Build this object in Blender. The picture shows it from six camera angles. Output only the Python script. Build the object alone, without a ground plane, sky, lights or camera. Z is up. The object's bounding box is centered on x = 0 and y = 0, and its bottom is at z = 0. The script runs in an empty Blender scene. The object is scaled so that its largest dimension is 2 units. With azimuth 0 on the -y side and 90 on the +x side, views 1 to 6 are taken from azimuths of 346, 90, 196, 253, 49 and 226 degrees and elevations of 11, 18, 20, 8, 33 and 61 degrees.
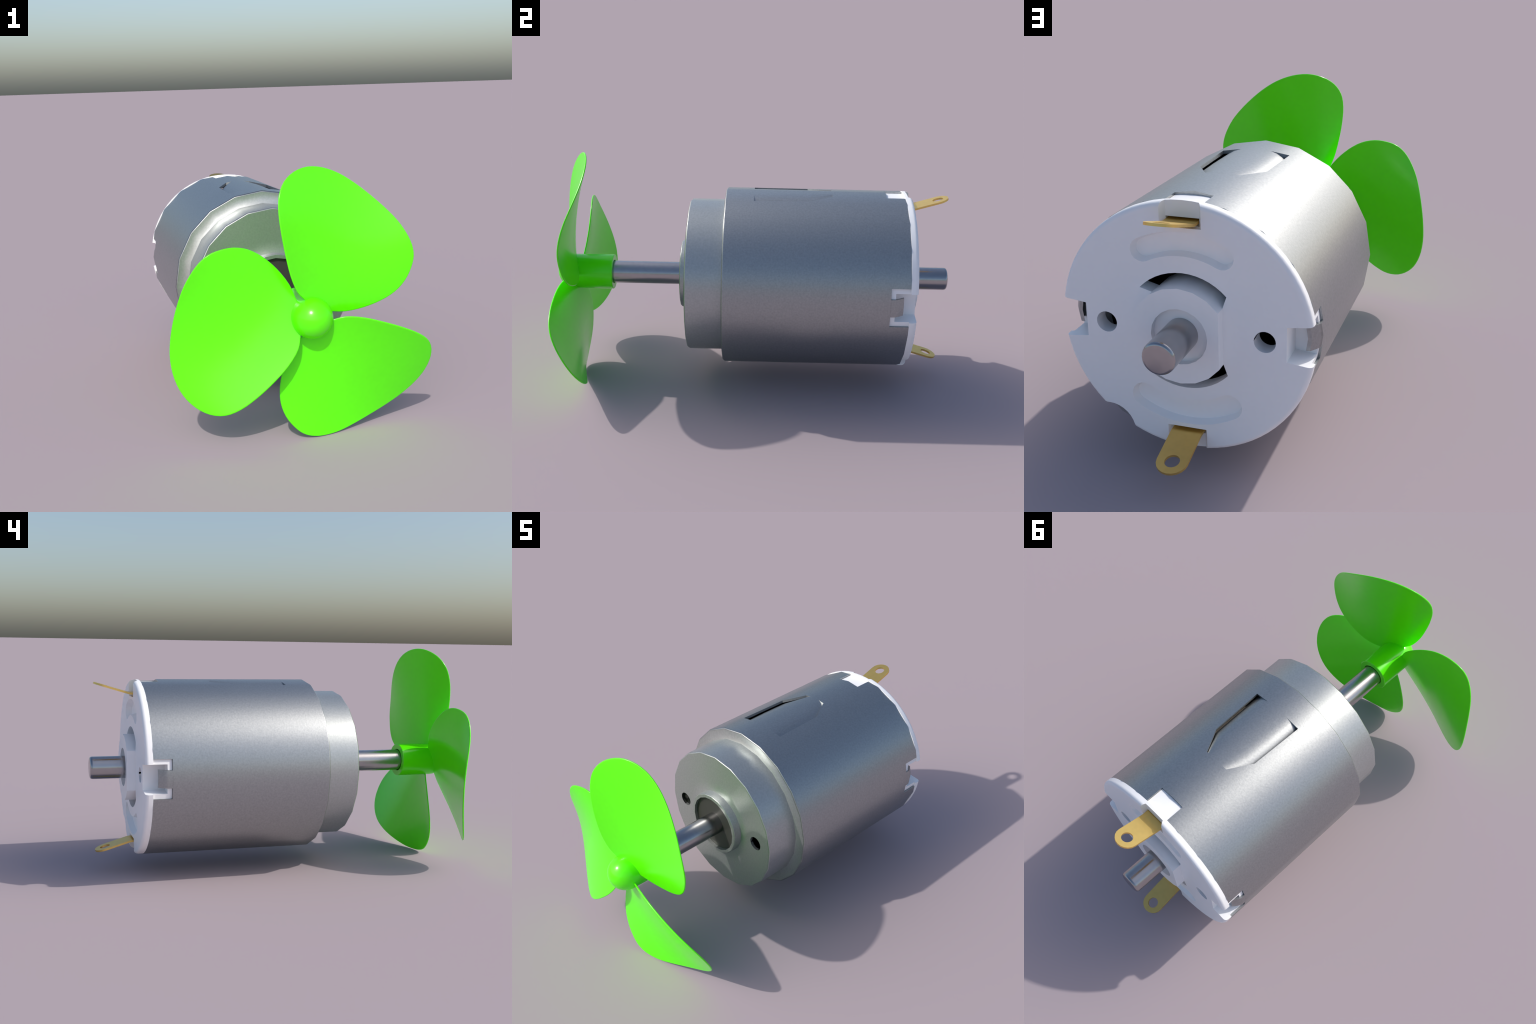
"""Small DC motor with a three-bladed green propeller on its shaft.
Frame: metres, z up; the motor axis runs along y through (AX, AZ)."""
import bpy, bmesh, math
from math import sin, cos, radians, pi, sqrt, atan2
from mathutils import Vector, Matrix

AX, AZ = 0.018, 0.5394          # motor axis
SIDES = 20                      # the drawn case is a smooth-shaded 20-gon
R_CASE, R_STEP = 0.4495, 0.3875   # main can, stepped front
Y_REAR, Y_STEP, Y_FRONT = 0.750, -0.139, -0.319
Y_FACE, Y_BOSS = 0.787, 0.830   # plastic end cap face and its bearing boss


# ------------------------------------------------------------------ helpers
def mesh_obj(name, verts, faces, mat=None, smooth=False):
    me = bpy.data.meshes.new(name)
    me.from_pydata([tuple(v) for v in verts], [], faces)
    me.validate()
    bm = bmesh.new(); bm.from_mesh(me)
    bmesh.ops.recalc_face_normals(bm, faces=bm.faces)
    bm.to_mesh(me); bm.free()
    ob = bpy.data.objects.new(name, me)
    bpy.context.scene.collection.objects.link(ob)
    if mat: me.materials.append(mat)
    if smooth: me.polygons.foreach_set("use_smooth", [True] * len(me.polygons))
    return ob


def lathe(name, profile, n, mat=None, smooth=False, closed=True, phase=0.0):
    """Revolve (r, y) points about the y axis. closed: the profile is a loop.
    A radius of 0 makes a pole."""
    verts, rows = [], []
    for r, y in profile:
        if r < 1e-6:
            rows.append([len(verts)] * n); verts.append((0, y, 0))
        else:
            row = []
            for k in range(n):
                a = phase + 2 * pi * k / n
                row.append(len(verts)); verts.append((r * cos(a), y, r * sin(a)))
            rows.append(row)
    m = len(rows)
    faces = []
    for i in range(m if closed else m - 1):
        a, b = rows[i], rows[(i + 1) % m]
        for k in range(n):
            q = [a[k], a[(k + 1) % n], b[(k + 1) % n], b[k]]
            u = []
            for t in q:
                if t not in u: u.append(t)
            if len(u) > 2: faces.append(u)
    return mesh_obj(name, verts, faces, mat, smooth)


def prism_y(name, outline, y0, y1, top=None):
    """Extrude an (x, z) outline from y0 to y1 (optionally to another outline)."""
    top = top or outline
    n = len(outline)
    v = [(x, y0, z) for x, z in outline] + [(x, y1, z) for x, z in top]
    f = [list(range(n)), list(range(n, 2 * n))]
    f += [[i, (i + 1) % n, n + (i + 1) % n, n + i] for i in range(n)]
    return mesh_obj(name, v, f)


def prism_z(name, outline, z0, z1):
    n = len(outline)
    v = [(x, y, z0) for x, y in outline] + [(x, y, z1) for x, y in outline]
    f = [list(range(n)), list(range(n, 2 * n))]
    f += [[i, (i + 1) % n, n + (i + 1) % n, n + i] for i in range(n)]
    return mesh_obj(name, v, f)


def box(name, x0, x1, y0, y1, z0, z1):
    return prism_z(name, [(x0, y0), (x1, y0), (x1, y1), (x0, y1)], z0, z1)


def circle(cx, cz, r, n=24):
    return [(cx + r * cos(2 * pi * k / n), cz + r * sin(2 * pi * k / n)) for k in range(n)]


def arc(r, a0, a1, n):
    return [(r * cos(radians(a0 + (a1 - a0) * k / n)), r * sin(radians(a0 + (a1 - a0) * k / n)))
            for k in range(n + 1)]


def boolean(ob, cutter, op='DIFFERENCE'):
    m = ob.modifiers.new("cut", 'BOOLEAN')
    m.operation, m.solver, m.object = op, 'EXACT', cutter
    dg = bpy.context.evaluated_depsgraph_get()
    me = bpy.data.meshes.new_from_object(ob.evaluated_get(dg))
    ob.modifiers.clear()
    old = ob.data
    ob.data = me
    bpy.data.meshes.remove(old)
    cm = cutter.data
    bpy.data.objects.remove(cutter); bpy.data.meshes.remove(cm)


def apply_mods(ob):
    dg = bpy.context.evaluated_depsgraph_get()
    me = bpy.data.meshes.new_from_object(ob.evaluated_get(dg))
    ob.modifiers.clear()
    old = ob.data; nm = old.name
    ob.data = me; bpy.data.meshes.remove(old); me.name = nm


def smooth_by_angle(ob, deg=35, bevel=0.0, segs=2):
    """Small hardened bevel, smooth by angle, area weighted normals."""
    me = ob.data
    bm = bmesh.new(); bm.from_mesh(me)
    bmesh.ops.remove_doubles(bm, verts=bm.verts, dist=2e-5)
    bmesh.ops.dissolve_degenerate(bm, edges=bm.edges, dist=2e-5)
    for e in bm.edges:
        if len(e.link_faces) == 2:
            e.smooth = e.calc_face_angle(0) < radians(deg)
    for f in bm.faces: f.smooth = True
    bm.to_mesh(me); bm.free()
    if bevel:
        b = ob.modifiers.new("bevel", 'BEVEL')
        b.width, b.segments, b.limit_method = bevel, segs, 'ANGLE'
        b.angle_limit = radians(deg); b.harden_normals = True
        b.use_clamp_overlap = True
    w = ob.modifiers.new("wn", 'WEIGHTED_NORMAL'); w.keep_sharp = True
    apply_mods(ob)


# ---------------------------------------------------------------- materials
def material(name):
    m = bpy.data.materials.new(name); m.use_nodes = True
    nt = m.node_tree
    return m, nt, nt.nodes["Principled BSDF"]


def noise(nt, scale, detail=2.0, rough=0.5, stretch=(1, 1, 1)):
    tc = nt.nodes.new("ShaderNodeTexCoord"); mp = nt.nodes.new("ShaderNodeMapping")
    mp.inputs["Scale"].default_value = stretch
    nz = nt.nodes.new("ShaderNodeTexNoise")
    nz.inputs["Scale"].default_value = scale
    nz.inputs["Detail"].default_value = detail
    nz.inputs["Roughness"].default_value = rough
    nt.links.new(tc.outputs["Object"], mp.inputs[0]); nt.links.new(mp.outputs[0], nz.inputs["Vector"])
    return nz.outputs["Fac"]


def ramp(nt, fac, stops):
    r = nt.nodes.new("ShaderNodeValToRGB")
    while len(r.color_ramp.elements) < len(stops): r.color_ramp.elements.new(0.5)
    for e, (p, c) in zip(r.color_ramp.elements, stops):
        e.position = p; e.color = c if len(c) == 4 else (*c, 1)
    nt.links.new(fac, r.inputs[0])
    return r.outputs[0]


def bump(nt, fac, bsdf, strength, dist):
    b = nt.nodes.new("ShaderNodeBump")
    b.inputs["Strength"].default_value = strength; b.inputs["Distance"].default_value = dist
    nt.links.new(fac, b.inputs["Height"]); nt.links.new(b.outputs[0], bsdf.inputs["Normal"])


def grey(v): return (v, v, v)


def make_case_metal(name, lo, hi, metallic):
    m, nt, p = material(name)
    fine = noise(nt, 110, 4, 0.65)
    nt.links.new(ramp(nt, fine, [(0.3, lo), (0.7, hi)]), p.inputs["Base Color"])
    cloud = noise(nt, 150, 3, 0.6)
    nt.links.new(ramp(nt, cloud, [(0.3, grey(0.35)), (0.7, grey(0.42))]), p.inputs["Roughness"])
    p.inputs["Metallic"].default_value = metallic
    bump(nt, noise(nt, 130, 2), p, 0.06, 0.002)
    return m


def make_plain(name, col, metallic, rough, grain=0.03, scale=40, spec=0.5, coat=0.0):
    m, nt, p = material(name)
    f = noise(nt, scale, 3)
    lo = [c * (1 - grain) for c in col]; hi = [min(1, c * (1 + grain)) for c in col]
    nt.links.new(ramp(nt, f, [(0.3, tuple(lo)), (0.7, tuple(hi))]), p.inputs["Base Color"])
    p.inputs["Metallic"].default_value = metallic
    p.inputs["Roughness"].default_value = rough
    p.inputs["Specular IOR Level"].default_value = spec
    p.inputs["Coat Weight"].default_value = coat
    return m


M_CASE = make_case_metal("zinc_plated_steel", (0.34, 0.358, 0.363), (0.42, 0.438, 0.443), 0.94)
M_NOSE = make_case_metal("zinc_plated_steel_lit", (0.405, 0.43, 0.425), (0.485, 0.51, 0.505), 0.78)  # same steel as the can, with brighter lighting put into the colour
M_SHAFT = make_plain("polished_steel", (0.42, 0.415, 0.42), 1.0, 0.22, 0.03)
M_CAP = make_plain("white_plastic", (0.965, 0.965, 0.965), 0.0, 0.42, 0.01)
M_PROP = make_plain("green_plastic", (0.115, 0.95, 0.002), 0.0, 0.22, 0.01)
M_BRASS = make_plain("brass", (0.89, 0.615, 0.19), 1.0, 0.42, 0.03)
M_BEARING = make_plain("dark_sintered_metal", (0.042, 0.041, 0.038), 0.0, 0.5, 0.06, 80)
M_MAGNET = make_plain("ferrite_magnet", (0.20, 0.175, 0.15), 0.0, 0.6, 0.1, 60)
M_DARK = make_plain("interior_shade_black", (0.012, 0.012, 0.012), 0.0, 0.7)  # near-black paints in the shade inside the can and on the rotor


# ---------------------------------------------------------------- housing
def panel_z(x):
    """Height of the top facets of the 20-gon at |x| inside the first facet."""
    x1, z1 = R_CASE * cos(radians(72)), R_CASE * sin(radians(72))
    return R_CASE + (z1 - R_CASE) * abs(x) / x1


WALL = 0.014
case_profile = [
    (R_CASE, Y_REAR), (R_CASE, Y_STEP + .007), (R_CASE - .007, Y_STEP),
    (R_STEP, Y_STEP),
    (R_STEP, Y_FRONT + .007), (R_STEP - .007, Y_FRONT),
    (0.235, Y_FRONT), (0.172, Y_FRONT), (0.172, -0.357), (0.167, -0.362), (0.152, -0.362), (0.152, Y_FRONT + WALL),
    (R_STEP - WALL, Y_FRONT + WALL), (R_STEP - WALL, Y_STEP + WALL),
    (R_CASE - WALL, Y_STEP + WALL), (R_CASE - WALL, Y_REAR)]
case = lathe("housing", case_profile, SIDES, M_CASE)

PANEL = [(0.138, 0.003), (0.130, 0.275), (0.065, 0.392)]
panel_cut = PANEL + [(-x, y) for x, y in reversed(PANEL)]
boolean(case, prism_z("c", panel_cut, 0.36, 0.5))
boolean(case, prism_z("c", panel_cut, -0.5, -0.36))
boolean(case, box("c", -0.0685, 0.0685, 0.659, 0.9, 0.36, 0.5))
boolean(case, box("c", -0.0685, 0.0685, 0.659, 0.9, -0.5, -0.36))
for s in (1, -1):
    xs = sorted((s * 0.36, s * 0.5))
    boolean(case, box("c", xs[0], xs[1], 0.658, 0.9, -0.096, 0.096))
    # screw holes in the front face
    boolean(case, prism_y("c", circle(s * 0.281, 0, 0.0375, 20), -0.40, -0.25))


def radial_normals(ob, concave=((R_STEP, Y_STEP, 0.42, 0.907), (0.172, Y_FRONT, 0.3, 0.95))):
    """Round shading on the polygonal can: radial normals on walls, crisp cut
    edges, and soft shading in the concave corners."""
    me = ob.data
    me.polygons.foreach_set("use_smooth", [True] * len(me.polygons))
    out = [None] * len(me.loops)
    for f in me.polygons:
        c, g = f.center, f.normal
        rad = Vector((c.x, 0, c.z))
        rad = rad.normalized() if rad.length > 1e-6 else Vector((1, 0, 0))
        tang = rad.cross(Vector((0, 1, 0)))
        rc, gy = g.dot(rad), g.y
        lathe_face = abs(g.dot(tang)) < 0.2
        for li in f.loop_indices:
            v = me.vertices[me.loops[li].vertex_index].co
            r = sqrt(v.x ** 2 + v.z ** 2)
            vr = Vector((v.x, 0, v.z)) / max(r, 1e-6)
            n = g.copy()
            if lathe_face and rc > 0.3 or (lathe_face and gy < -0.95):
                soft = [k for k in concave if abs(r - k[0]) < 2e-3 and abs(v.y - k[1]) < 1e-3]
                if soft and rc < 0.5: n = vr * soft[0][2] - Vector((0, soft[0][3], 0))
                elif rc > 0.95: n = vr
                elif gy < -0.95: n = g
                else:           # bevel: outer ring radial, inner ring axial
                    n = vr if v.y > c.y else Vector((0, -1, 0))
            elif lathe_face and rc < -0.95: n = -vr
            out[li] = n.normalized()
    me.normals_split_custom_set([tuple(n) for n in out])


radial_normals(case)
# stepped front lightened in colour for its stronger light, inner faces blackened as shade
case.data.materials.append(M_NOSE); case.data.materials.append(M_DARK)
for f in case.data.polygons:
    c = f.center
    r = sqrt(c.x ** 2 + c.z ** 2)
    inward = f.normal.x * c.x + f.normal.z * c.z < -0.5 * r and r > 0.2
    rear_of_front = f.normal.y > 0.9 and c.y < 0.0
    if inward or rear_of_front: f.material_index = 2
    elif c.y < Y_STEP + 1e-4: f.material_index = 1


def pressed_panel(name, flip):
    """Panel stamped into the can: flush ridge, side flaps bent 45 degrees in."""
    # station: y, where the sag begins, outer edge, sag at the edge
    st = [(0.003, 0.062, 0.138, 0.027), (0.139, 0.055, 0.134, 0.022), (0.275, 0.048, 0.130, 0.022), (0.392, 0.030, 0.065, 0.012)]
    t, frac = 0.013, (0.0, 0.35, 0.65, 0.85, 1.0)

    def section(xb, xo, sag):
        pts = [(0.0, R_CASE)]
        for k in frac:
            x = xb + (xo - 0.003 - xb) * k
            pts.append((x, panel_z(x) - sag * k ** 1.9))
        return [(-x, z) for x, z in pts[:0:-1]] + pts

    v, f = [], []
    m = 2 * len(frac) + 1
    for y, xb, xo, sag in st:
        top = section(xb, xo, sag)
        v += [(x, y, z) for x, z in top] + [(x * 0.985, y, z - t) for x, z in top]
    for i in range(len(st) - 1):
        a, b = i * 2 * m, (i + 1) * 2 * m
        for k in range(m - 1):
            f.append([a + k, a + k + 1, b + k + 1, b + k])
            f.append([a + m + k + 1, a + m + k, b + m + k, b + m + k + 1])
        for k in (0, m - 1): f.append([a + k, a + m + k, b + m + k, b + k])
    for e in (0, (len(st) - 1) * 2 * m):
        for k in range(m - 1): f.append([e + k, e + k + 1, e + m + k + 1, e + m + k])
    ob = mesh_obj(name, v, f, M_CASE, True)
    me = ob.data
    out = []
    for p in me.polygons:
        for li in p.loop_indices:
            c = me.vertices[me.loops[li].vertex_index].co
            n = p.normal.copy()
            if n.z > 0.5 and abs(n.y) < 0.6:      # outer skin: soft, mostly round
                drop = max(0.0, panel_z(c.x) - c.z)
                n = Vector((c.x, 0, c.z)).normalized() + Vector((math.copysign(24 * drop, c.x), 0, 0))
            out.append(tuple(n.normalized()))
    me.normals_split_custom_set(out)
    if flip: ob.rotation_euler = (0, pi, 0)
    return ob


panels = [pressed_panel("pressed_panel", False), pressed_panel("pressed_panel", True)]


def crimp_tongue(name, side):
    """Tongue of the can that is bent into the end cap's side notch."""
    hw, t = 0.043, 0.014
    path = [(0.657, 0.0), (0.680, 0.0), (0.700, -0.011), (0.722, -0.027)]
    v, f = [], []
    for y, d in path:
        for z in (-hw, 0, hw):
            x = R_CASE - abs(z) * math.tan(radians(9)) + d
            v += [(x, y, z), (x - t, y, z)]
    for i in range(len(path) - 1):
        a, b = i * 6, i * 6 + 6
        for k in (0, 2):
            f += [[a + k, a + k + 2, b + k + 2, b + k], [a + k + 1, b + k + 1, b + k + 3, a + k + 3]]
        f += [[a, b, b + 1, a + 1], [a + 4, a + 5, b + 5, b + 4]]
    e = 6 * (len(path) - 1)
    f += [[0, 1, 3, 2], [2, 3, 5, 4], [e, e + 2, e + 3, e + 1], [e + 2, e + 4, e + 5, e + 3]]
    ob = mesh_obj(name, v, f, M_CASE, True)
    me = ob.data
    out = []
    for p in me.polygons:
        skin = p.normal.x > 0.6
        for li in p.loop_indices:
            c = me.vertices[me.loops[li].vertex_index].co
            lean = 0.0 if c.y < 0.69 else 0.5
            n = Vector((c.x, lean * c.x, c.z)) if skin else p.normal
            out.append(tuple(n.normalized()))
    me.normals_split_custom_set(out)
    if side < 0: ob.rotation_euler = (0, pi, 0)
    return ob


tongues = [crimp_tongue("crimp_tongue", 1), crimp_tongue("crimp_tongue", -1)]

# ---------------------------------------------------------------- end cap
FIL = 0.018
rim = [(R - 0, y) for R, y in
       [(0.4475 - FIL + FIL * cos(radians(a)), Y_FACE - FIL + FIL * sin(radians(a))) for a in (0, 22.5, 45, 67.5, 90)]]
cap = lathe("end_cap", [(0.0, Y_FACE)] + rim[::-1] + [(0.4475, Y_REAR), (0.4305, Y_REAR), (0.4305, 0.655),
            (0.335, 0.655), (0.335, 0.726), (0.0, 0.726)], 80, M_CAP, closed=False)


def sector(a0, a1, r0, r1, y0, y1, n=8):
    return prism_y("c", arc(r1, a0, a1, n) + arc(r0, a1, a0, n), y0, y1)


R_TAB = 0.4355
TOP_A = math.degrees(math.asin(0.0675 / R_TAB))
SIDE_A = math.degrees(math.asin(0.095 / R_TAB))
for c0, h in ((90, TOP_A), (270, TOP_A), (0, SIDE_A), (180, SIDE_A)):
    boolean(cap, sector(c0 - h, c0 + h, 0.41, R_TAB, 0.6595, 0.755), 'UNION')

for s in (1, -1):
    # side notches, open to the rim, and the gap for the crimp tongue
    boolean(cap, prism_y("c", [(s * 0.355, -0.0615), (s * 0.355, 0.0615), (s * 0.47, 0.075), (s * 0.47, -0.075)], 0.681, 0.9))
    xs = sorted((s * 0.419, s * 0.5))
    boolean(cap, box("c", xs[0], xs[1], 0.658, 0.70, -0.0435, 0.0435))
    # screw holes
    boolean(cap, prism_y("c", circle(s * 0.281, 0, 0.0375, 24), 0.6, 0.9))
    # terminal slots in the face, with the deeper slit the terminal comes out of
    zz = sorted((s * 0.362, s * 0.5))
    o = [(-0.069, zz[0]), (0.069, zz[0]), (0.069, zz[1]), (-0.069, zz[1])]
    i = [(-0.058, zz[0]), (0.058, zz[0]), (0.058, zz[1]), (-0.058, zz[1])]
    boolean(cap, prism_y("c", i, 0.764, 0.80, [(x * 0.079 / 0.058, z) for x, z in i]))
    zz = sorted((s * 0.3635, s * 0.391))
    boolean(cap, box("c", -0.0578, 0.0578, 0.60, 0.78, zz[0], zz[1]))
    # curved windows beside the boss
    w = arc(0.208, 43, 137, 14) + [(-0.1375, 0.100), (-0.10, 0.08), (0.08, 0.10), (0.108, 0.130)]
    boolean(cap, prism_y("c", [(x, s * z) for x, z in w], 0.6, 0.9))
# half-moon notch in the rim
ca = radians(-54.3)
boolean(cap, prism_y("c", circle(0.500 * cos(ca), 0.500 * sin(ca), 0.094, 32), 0.7, 0.9))


def kidney(mid, half, r0, r1, inset=0.0, n=16):
    """Rounded arc-shaped outline (x, z)."""
    rc, w = (r0 + r1) / 2, (r1 - r0) / 2 - inset
    ha = half - math.degrees(((r1 - r0) / 2) / rc)
    p = arc(rc + w, mid - ha, mid + ha, n)
    for a, sg in ((mid + ha, 1), (mid - ha, -1)):
        ex, ez = rc * cos(radians(a)), rc * sin(radians(a))
        for k in range(1, 8):
            t = radians(a) + (pi * k / 8 if sg > 0 else pi + pi * k / 8)
            q = (ex + w * cos(t), ez + w * sin(t))
            p.append(q)
        if sg > 0: p += arc(rc - w, mid + ha, mid - ha, n)
    return p


for mid, half, r0 in ((90, 34.5, 0.266), (270, 39.5, 0.256)):
    boolean(cap, prism_y("c", kidney(mid, half, r0, 0.348, 0.009), Y_FACE - 0.030, Y_FACE + 0.012,
                         kidney(mid, half, r0, 0.348, -0.0036)))
# bearing boss, counterbored
# (drawn as a 20-gon, cut flat on one side)
boss = prism_y("c", arc(0.1705, -144, 144, 16), 0.66, Y_BOSS)
boolean(cap, boss, 'UNION')
boolean(cap, prism_y("c", circle(0, 0, 0.099, 20), 0.804, 0.9))
smooth_by_angle(cap, 40, 0.0022, 2)

# ---------------------------------------------------------------- terminals
def terminal(name, flip):
    hw, hole, t = 0.0555, 0.0265, 0.0095
    # outline in strip coordinates: x across, l along; l = 0 at the bend
    y_b, z_b, slope = 0.797, 0.3785, radians(16.5)
    lc = (0.9245 - y_b) / cos(slope)
    n = 10
    tip = [(hw * cos(pi * k / n), lc + 0.053 * sin(pi * k / n)) for k in range(n + 1)]
    hl = [(hole * cos(2 * pi * k / 24), lc + hole * sin(2 * pi * k / 24)) for k in range(24)]
    strip = prism_z(name, [(-hw, -0.09), (hw, -0.09), (hw, 0.0)] + tip + [(-hw, 0.0)], -t / 2, t / 2)
    strip.data.materials.append(M_BRASS)
    boolean(strip, prism_z("c", hl, -0.1, 0.1))
    # split across the bend, then fold the outer part outwards
    bm = bmesh.new(); bm.from_mesh(strip.data)
    for l in (-0.012, -0.004, 0.004, 0.012):
        bmesh.ops.bisect_plane(bm, geom=bm.verts[:] + bm.edges[:] + bm.faces[:], plane_co=(0, l, 0), plane_no=(0, 1, 0))
    for v in bm.verts:
        x, l, h = v.co
        if l <= -0.012: y, z = l, h
        else:
            k = min(1, (l + 0.012) / 0.024); a = slope * k
            # arc of length 0.024 followed by a straight run
            Rb = 0.024 / slope
            y = -0.012 + Rb * sin(a) - h * sin(a); z = Rb * (1 - cos(a)) + h * cos(a)
            if l > 0.012:
                y += (l - 0.012) * cos(slope); z += (l - 0.012) * sin(slope)
        v.co = (x, y_b + y, z_b + z)
    bm.to_mesh(strip.data); bm.free()
    smooth_by_angle(strip, 32)
    if flip: strip.rotation_euler = (0, pi, 0)
    return strip


terminals = [terminal("terminal", False), terminal("terminal", True)]

# ---------------------------------------------------------------- shaft, inside
shaft = lathe("shaft", [(0, -0.80), (0.0575, -0.80), (0.0575, 0.986), (0.0567, 0.991), (0.0545, 0.9955), (0.051, 0.9985), (0.046, 1.0), (0, 1.0)],
              32, M_SHAFT, closed=False)
smooth_by_angle(shaft, 40)
bearing = lathe("bearing", [(0, -0.345), (0.1518, -0.345), (0.1518, -0.28), (0, -0.28)], 40, M_BEARING, closed=False)
smooth_by_angle(bearing, 40)
magnet = lathe("magnet", [(0.34, 0.01), (0.395, 0.01), (0.395, 0.45), (0.34, 0.45)], 40, M_MAGNET)
smooth_by_angle(magnet, 40)
rotor = lathe("rotor", [(0, 0.12), (0.24, 0.12), (0.24, 0.45), (0, 0.45)], 24, M_DARK, closed=False)
smooth_by_angle(rotor, 40)

# ---------------------------------------------------------------- propeller
R_HUB = 0.0875
hub_profile = [(0.0605, -0.765), (0.0605, -0.7135), (0.0635, -0.7125), (0.0865, -0.7125), (0.0888, -0.7148)]
hub_profile += [(0.0885, -0.80)]
hub_profile += [(R_HUB * cos(radians(a)), -0.9125 - R_HUB * sin(radians(a))) for a in range(0, 90, 6)]
hub_profile += [(0, -0.9125 - R_HUB)]
hub = lathe("propeller", hub_profile + [], 64, M_PROP, closed=False)
smooth_by_angle(hub, 40)

# Blade outline in the blade's own frame (s, t) seen along the axis, from the
# leading root round the tip to the trailing root.
BLADE = [(-.031, .080), (-.070, .121), (-.101, .194), (-.122, .283), (-.137, .374), (-.143, .456), (-.134, .522),
         (-.103, .573), (-.052, .607), (.013, .622), (.085, .614), (.159, .586), (.230, .541), (.295, .488),
         (.353, .433), (.401, .379), (.436, .325), (.459, .273), (.467, .222), (.456, .169), (.431, .116),
         (.388, .069), (.326, .034), (.248, .010), (.162, .001), (.075, .014)]
# Axial position of the sheet: a quintic in (p, q), p along the blade at 60 deg.
COEF = [-0.9025, -0.3765, -0.341, -0.3235, 0.6685, -0.4975, 0.054, 1.358, -0.4765, -0.2125, 2.473,
        0.06, -1.35, 0.1185, 0.716, 0.393, 0.4605, -0.572, -0.463, 0.974, 0.159]
POW = [(i, j) for i in range(6) for j in range(6 - i)]
C60, S60 = cos(radians(60)), sin(radians(60))


def blade_y(s, t):
    p, q = s * C60 + t * S60, -s * S60 + t * C60
    return sum(k * p ** i * q ** j for k, (i, j) in zip(COEF, POW))


def blade_normal(s, t, e=1e-4):
    ds = (blade_y(s + e, t) - blade_y(s - e, t)) / (2 * e)
    dt = (blade_y(s, t + e) - blade_y(s, t - e)) / (2 * e)
    return Vector((-ds, 1.0, -dt)).normalized()


def catmull(pts, m):
    P = [(2 * pts[0][0] - pts[1][0], 2 * pts[0][1] - pts[1][1])] + pts + \
        [(2 * pts[-1][0] - pts[-2][0], 2 * pts[-1][1] - pts[-2][1])]
    o = []
    for i in range(1, len(P) - 2):
        for k in range(m):
            u = k / m
            w = (-u + 2 * u * u - u ** 3, 2 - 5 * u * u + 3 * u ** 3, u + 4 * u * u - 3 * u ** 3, -u * u + u ** 3)
            o.append(tuple(0.5 * sum(w[j] * P[i - 1 + j][d] for j in range(4)) for d in (0, 1)))
    o.append(pts[-1])
    return o


def blade_mesh():
    out = catmull(BLADE, 3)
    # the root dips inside the hub
    a0, a1 = atan2(out[-1][1], out[-1][0]), atan2(out[0][1], out[0][0])
    rr = 0.074
    out += [(rr * cos(a0 + (a1 - a0) * k / 8), rr * sin(a0 + (a1 - a0) * k / 8)) for k in range(0, 9)]
    cs, ct = 0.165, 0.31
    n = len(out)
    rings = [0.12, 0.25, 0.4, 0.55, 0.7, 0.82, 0.9, 0.95, 0.975, 0.986, 0.9905, 0.995]
    T, edge = 0.0036, 0.986      # half thickness; edge rounding starts here

    def half(rho):
        return T if rho <= edge else T * sqrt(max(0.0, 1 - ((rho - edge) / (1 - edge)) ** 2))

    verts, faces = [], []

    def put(s, t, h):
        y, nn = blade_y(s, t), blade_normal(s, t)
        verts.append(Vector((s, y, t)) + nn * h); return len(verts) - 1

    def layer(sign):
        rows = [[put(cs, ct, sign * T)]]
        for rho in rings:
            rows.append([put(cs + rho * (s - cs), ct + rho * (t - ct), sign * half(rho)) for s, t in out])
        return rows

    A, B = layer(1), layer(-1)
    E = [put(s, t, 0) for s, t in out]
    for rows in (A, B):
        for k in range(n): faces.append([rows[0][0], rows[1][k], rows[1][(k + 1) % n]])
        for i in range(1, len(rows) - 1):
            for k in range(n):
                faces.append([rows[i][k], rows[i + 1][k], rows[i + 1][(k + 1) % n], rows[i][(k + 1) % n]])
        for k in range(n): faces.append([rows[-1][k], E[k], E[(k + 1) % n], rows[-1][(k + 1) % n]])
    return verts, faces


bv, bf = blade_mesh()
blade = mesh_obj("blade", bv, bf, M_PROP, True)
blades = [blade]
for a in (120, 240):
    b = blade.copy(); bpy.context.scene.collection.objects.link(b)
    b.rotation_euler = (0, -radians(a), 0); blades.append(b)

# ---------------------------------------------------------------- hierarchy
root = bpy.data.objects.new("electric_motor", None)
bpy.context.scene.collection.objects.link(root)
root.location = (AX, 0, 0)
root["label"] = "small silver electric motor with bright green three-bladed propeller"
root["category"] = "electric motor"


def adopt(parent, ob, offset=None):
    ob.parent = parent
    if offset: ob.location = offset


for ob in (case, cap, shaft, bearing, magnet, rotor, hub):
    adopt(root, ob, (0, 0, AZ))
for ob in terminals: adopt(root, ob, (0, 0, AZ))
for ob in panels + tongues: adopt(case, ob)
for ob in blades: adopt(hub, ob)
for i, ob in enumerate(blades): ob.name = "blade" if i == 0 else "blade.%03d" % i
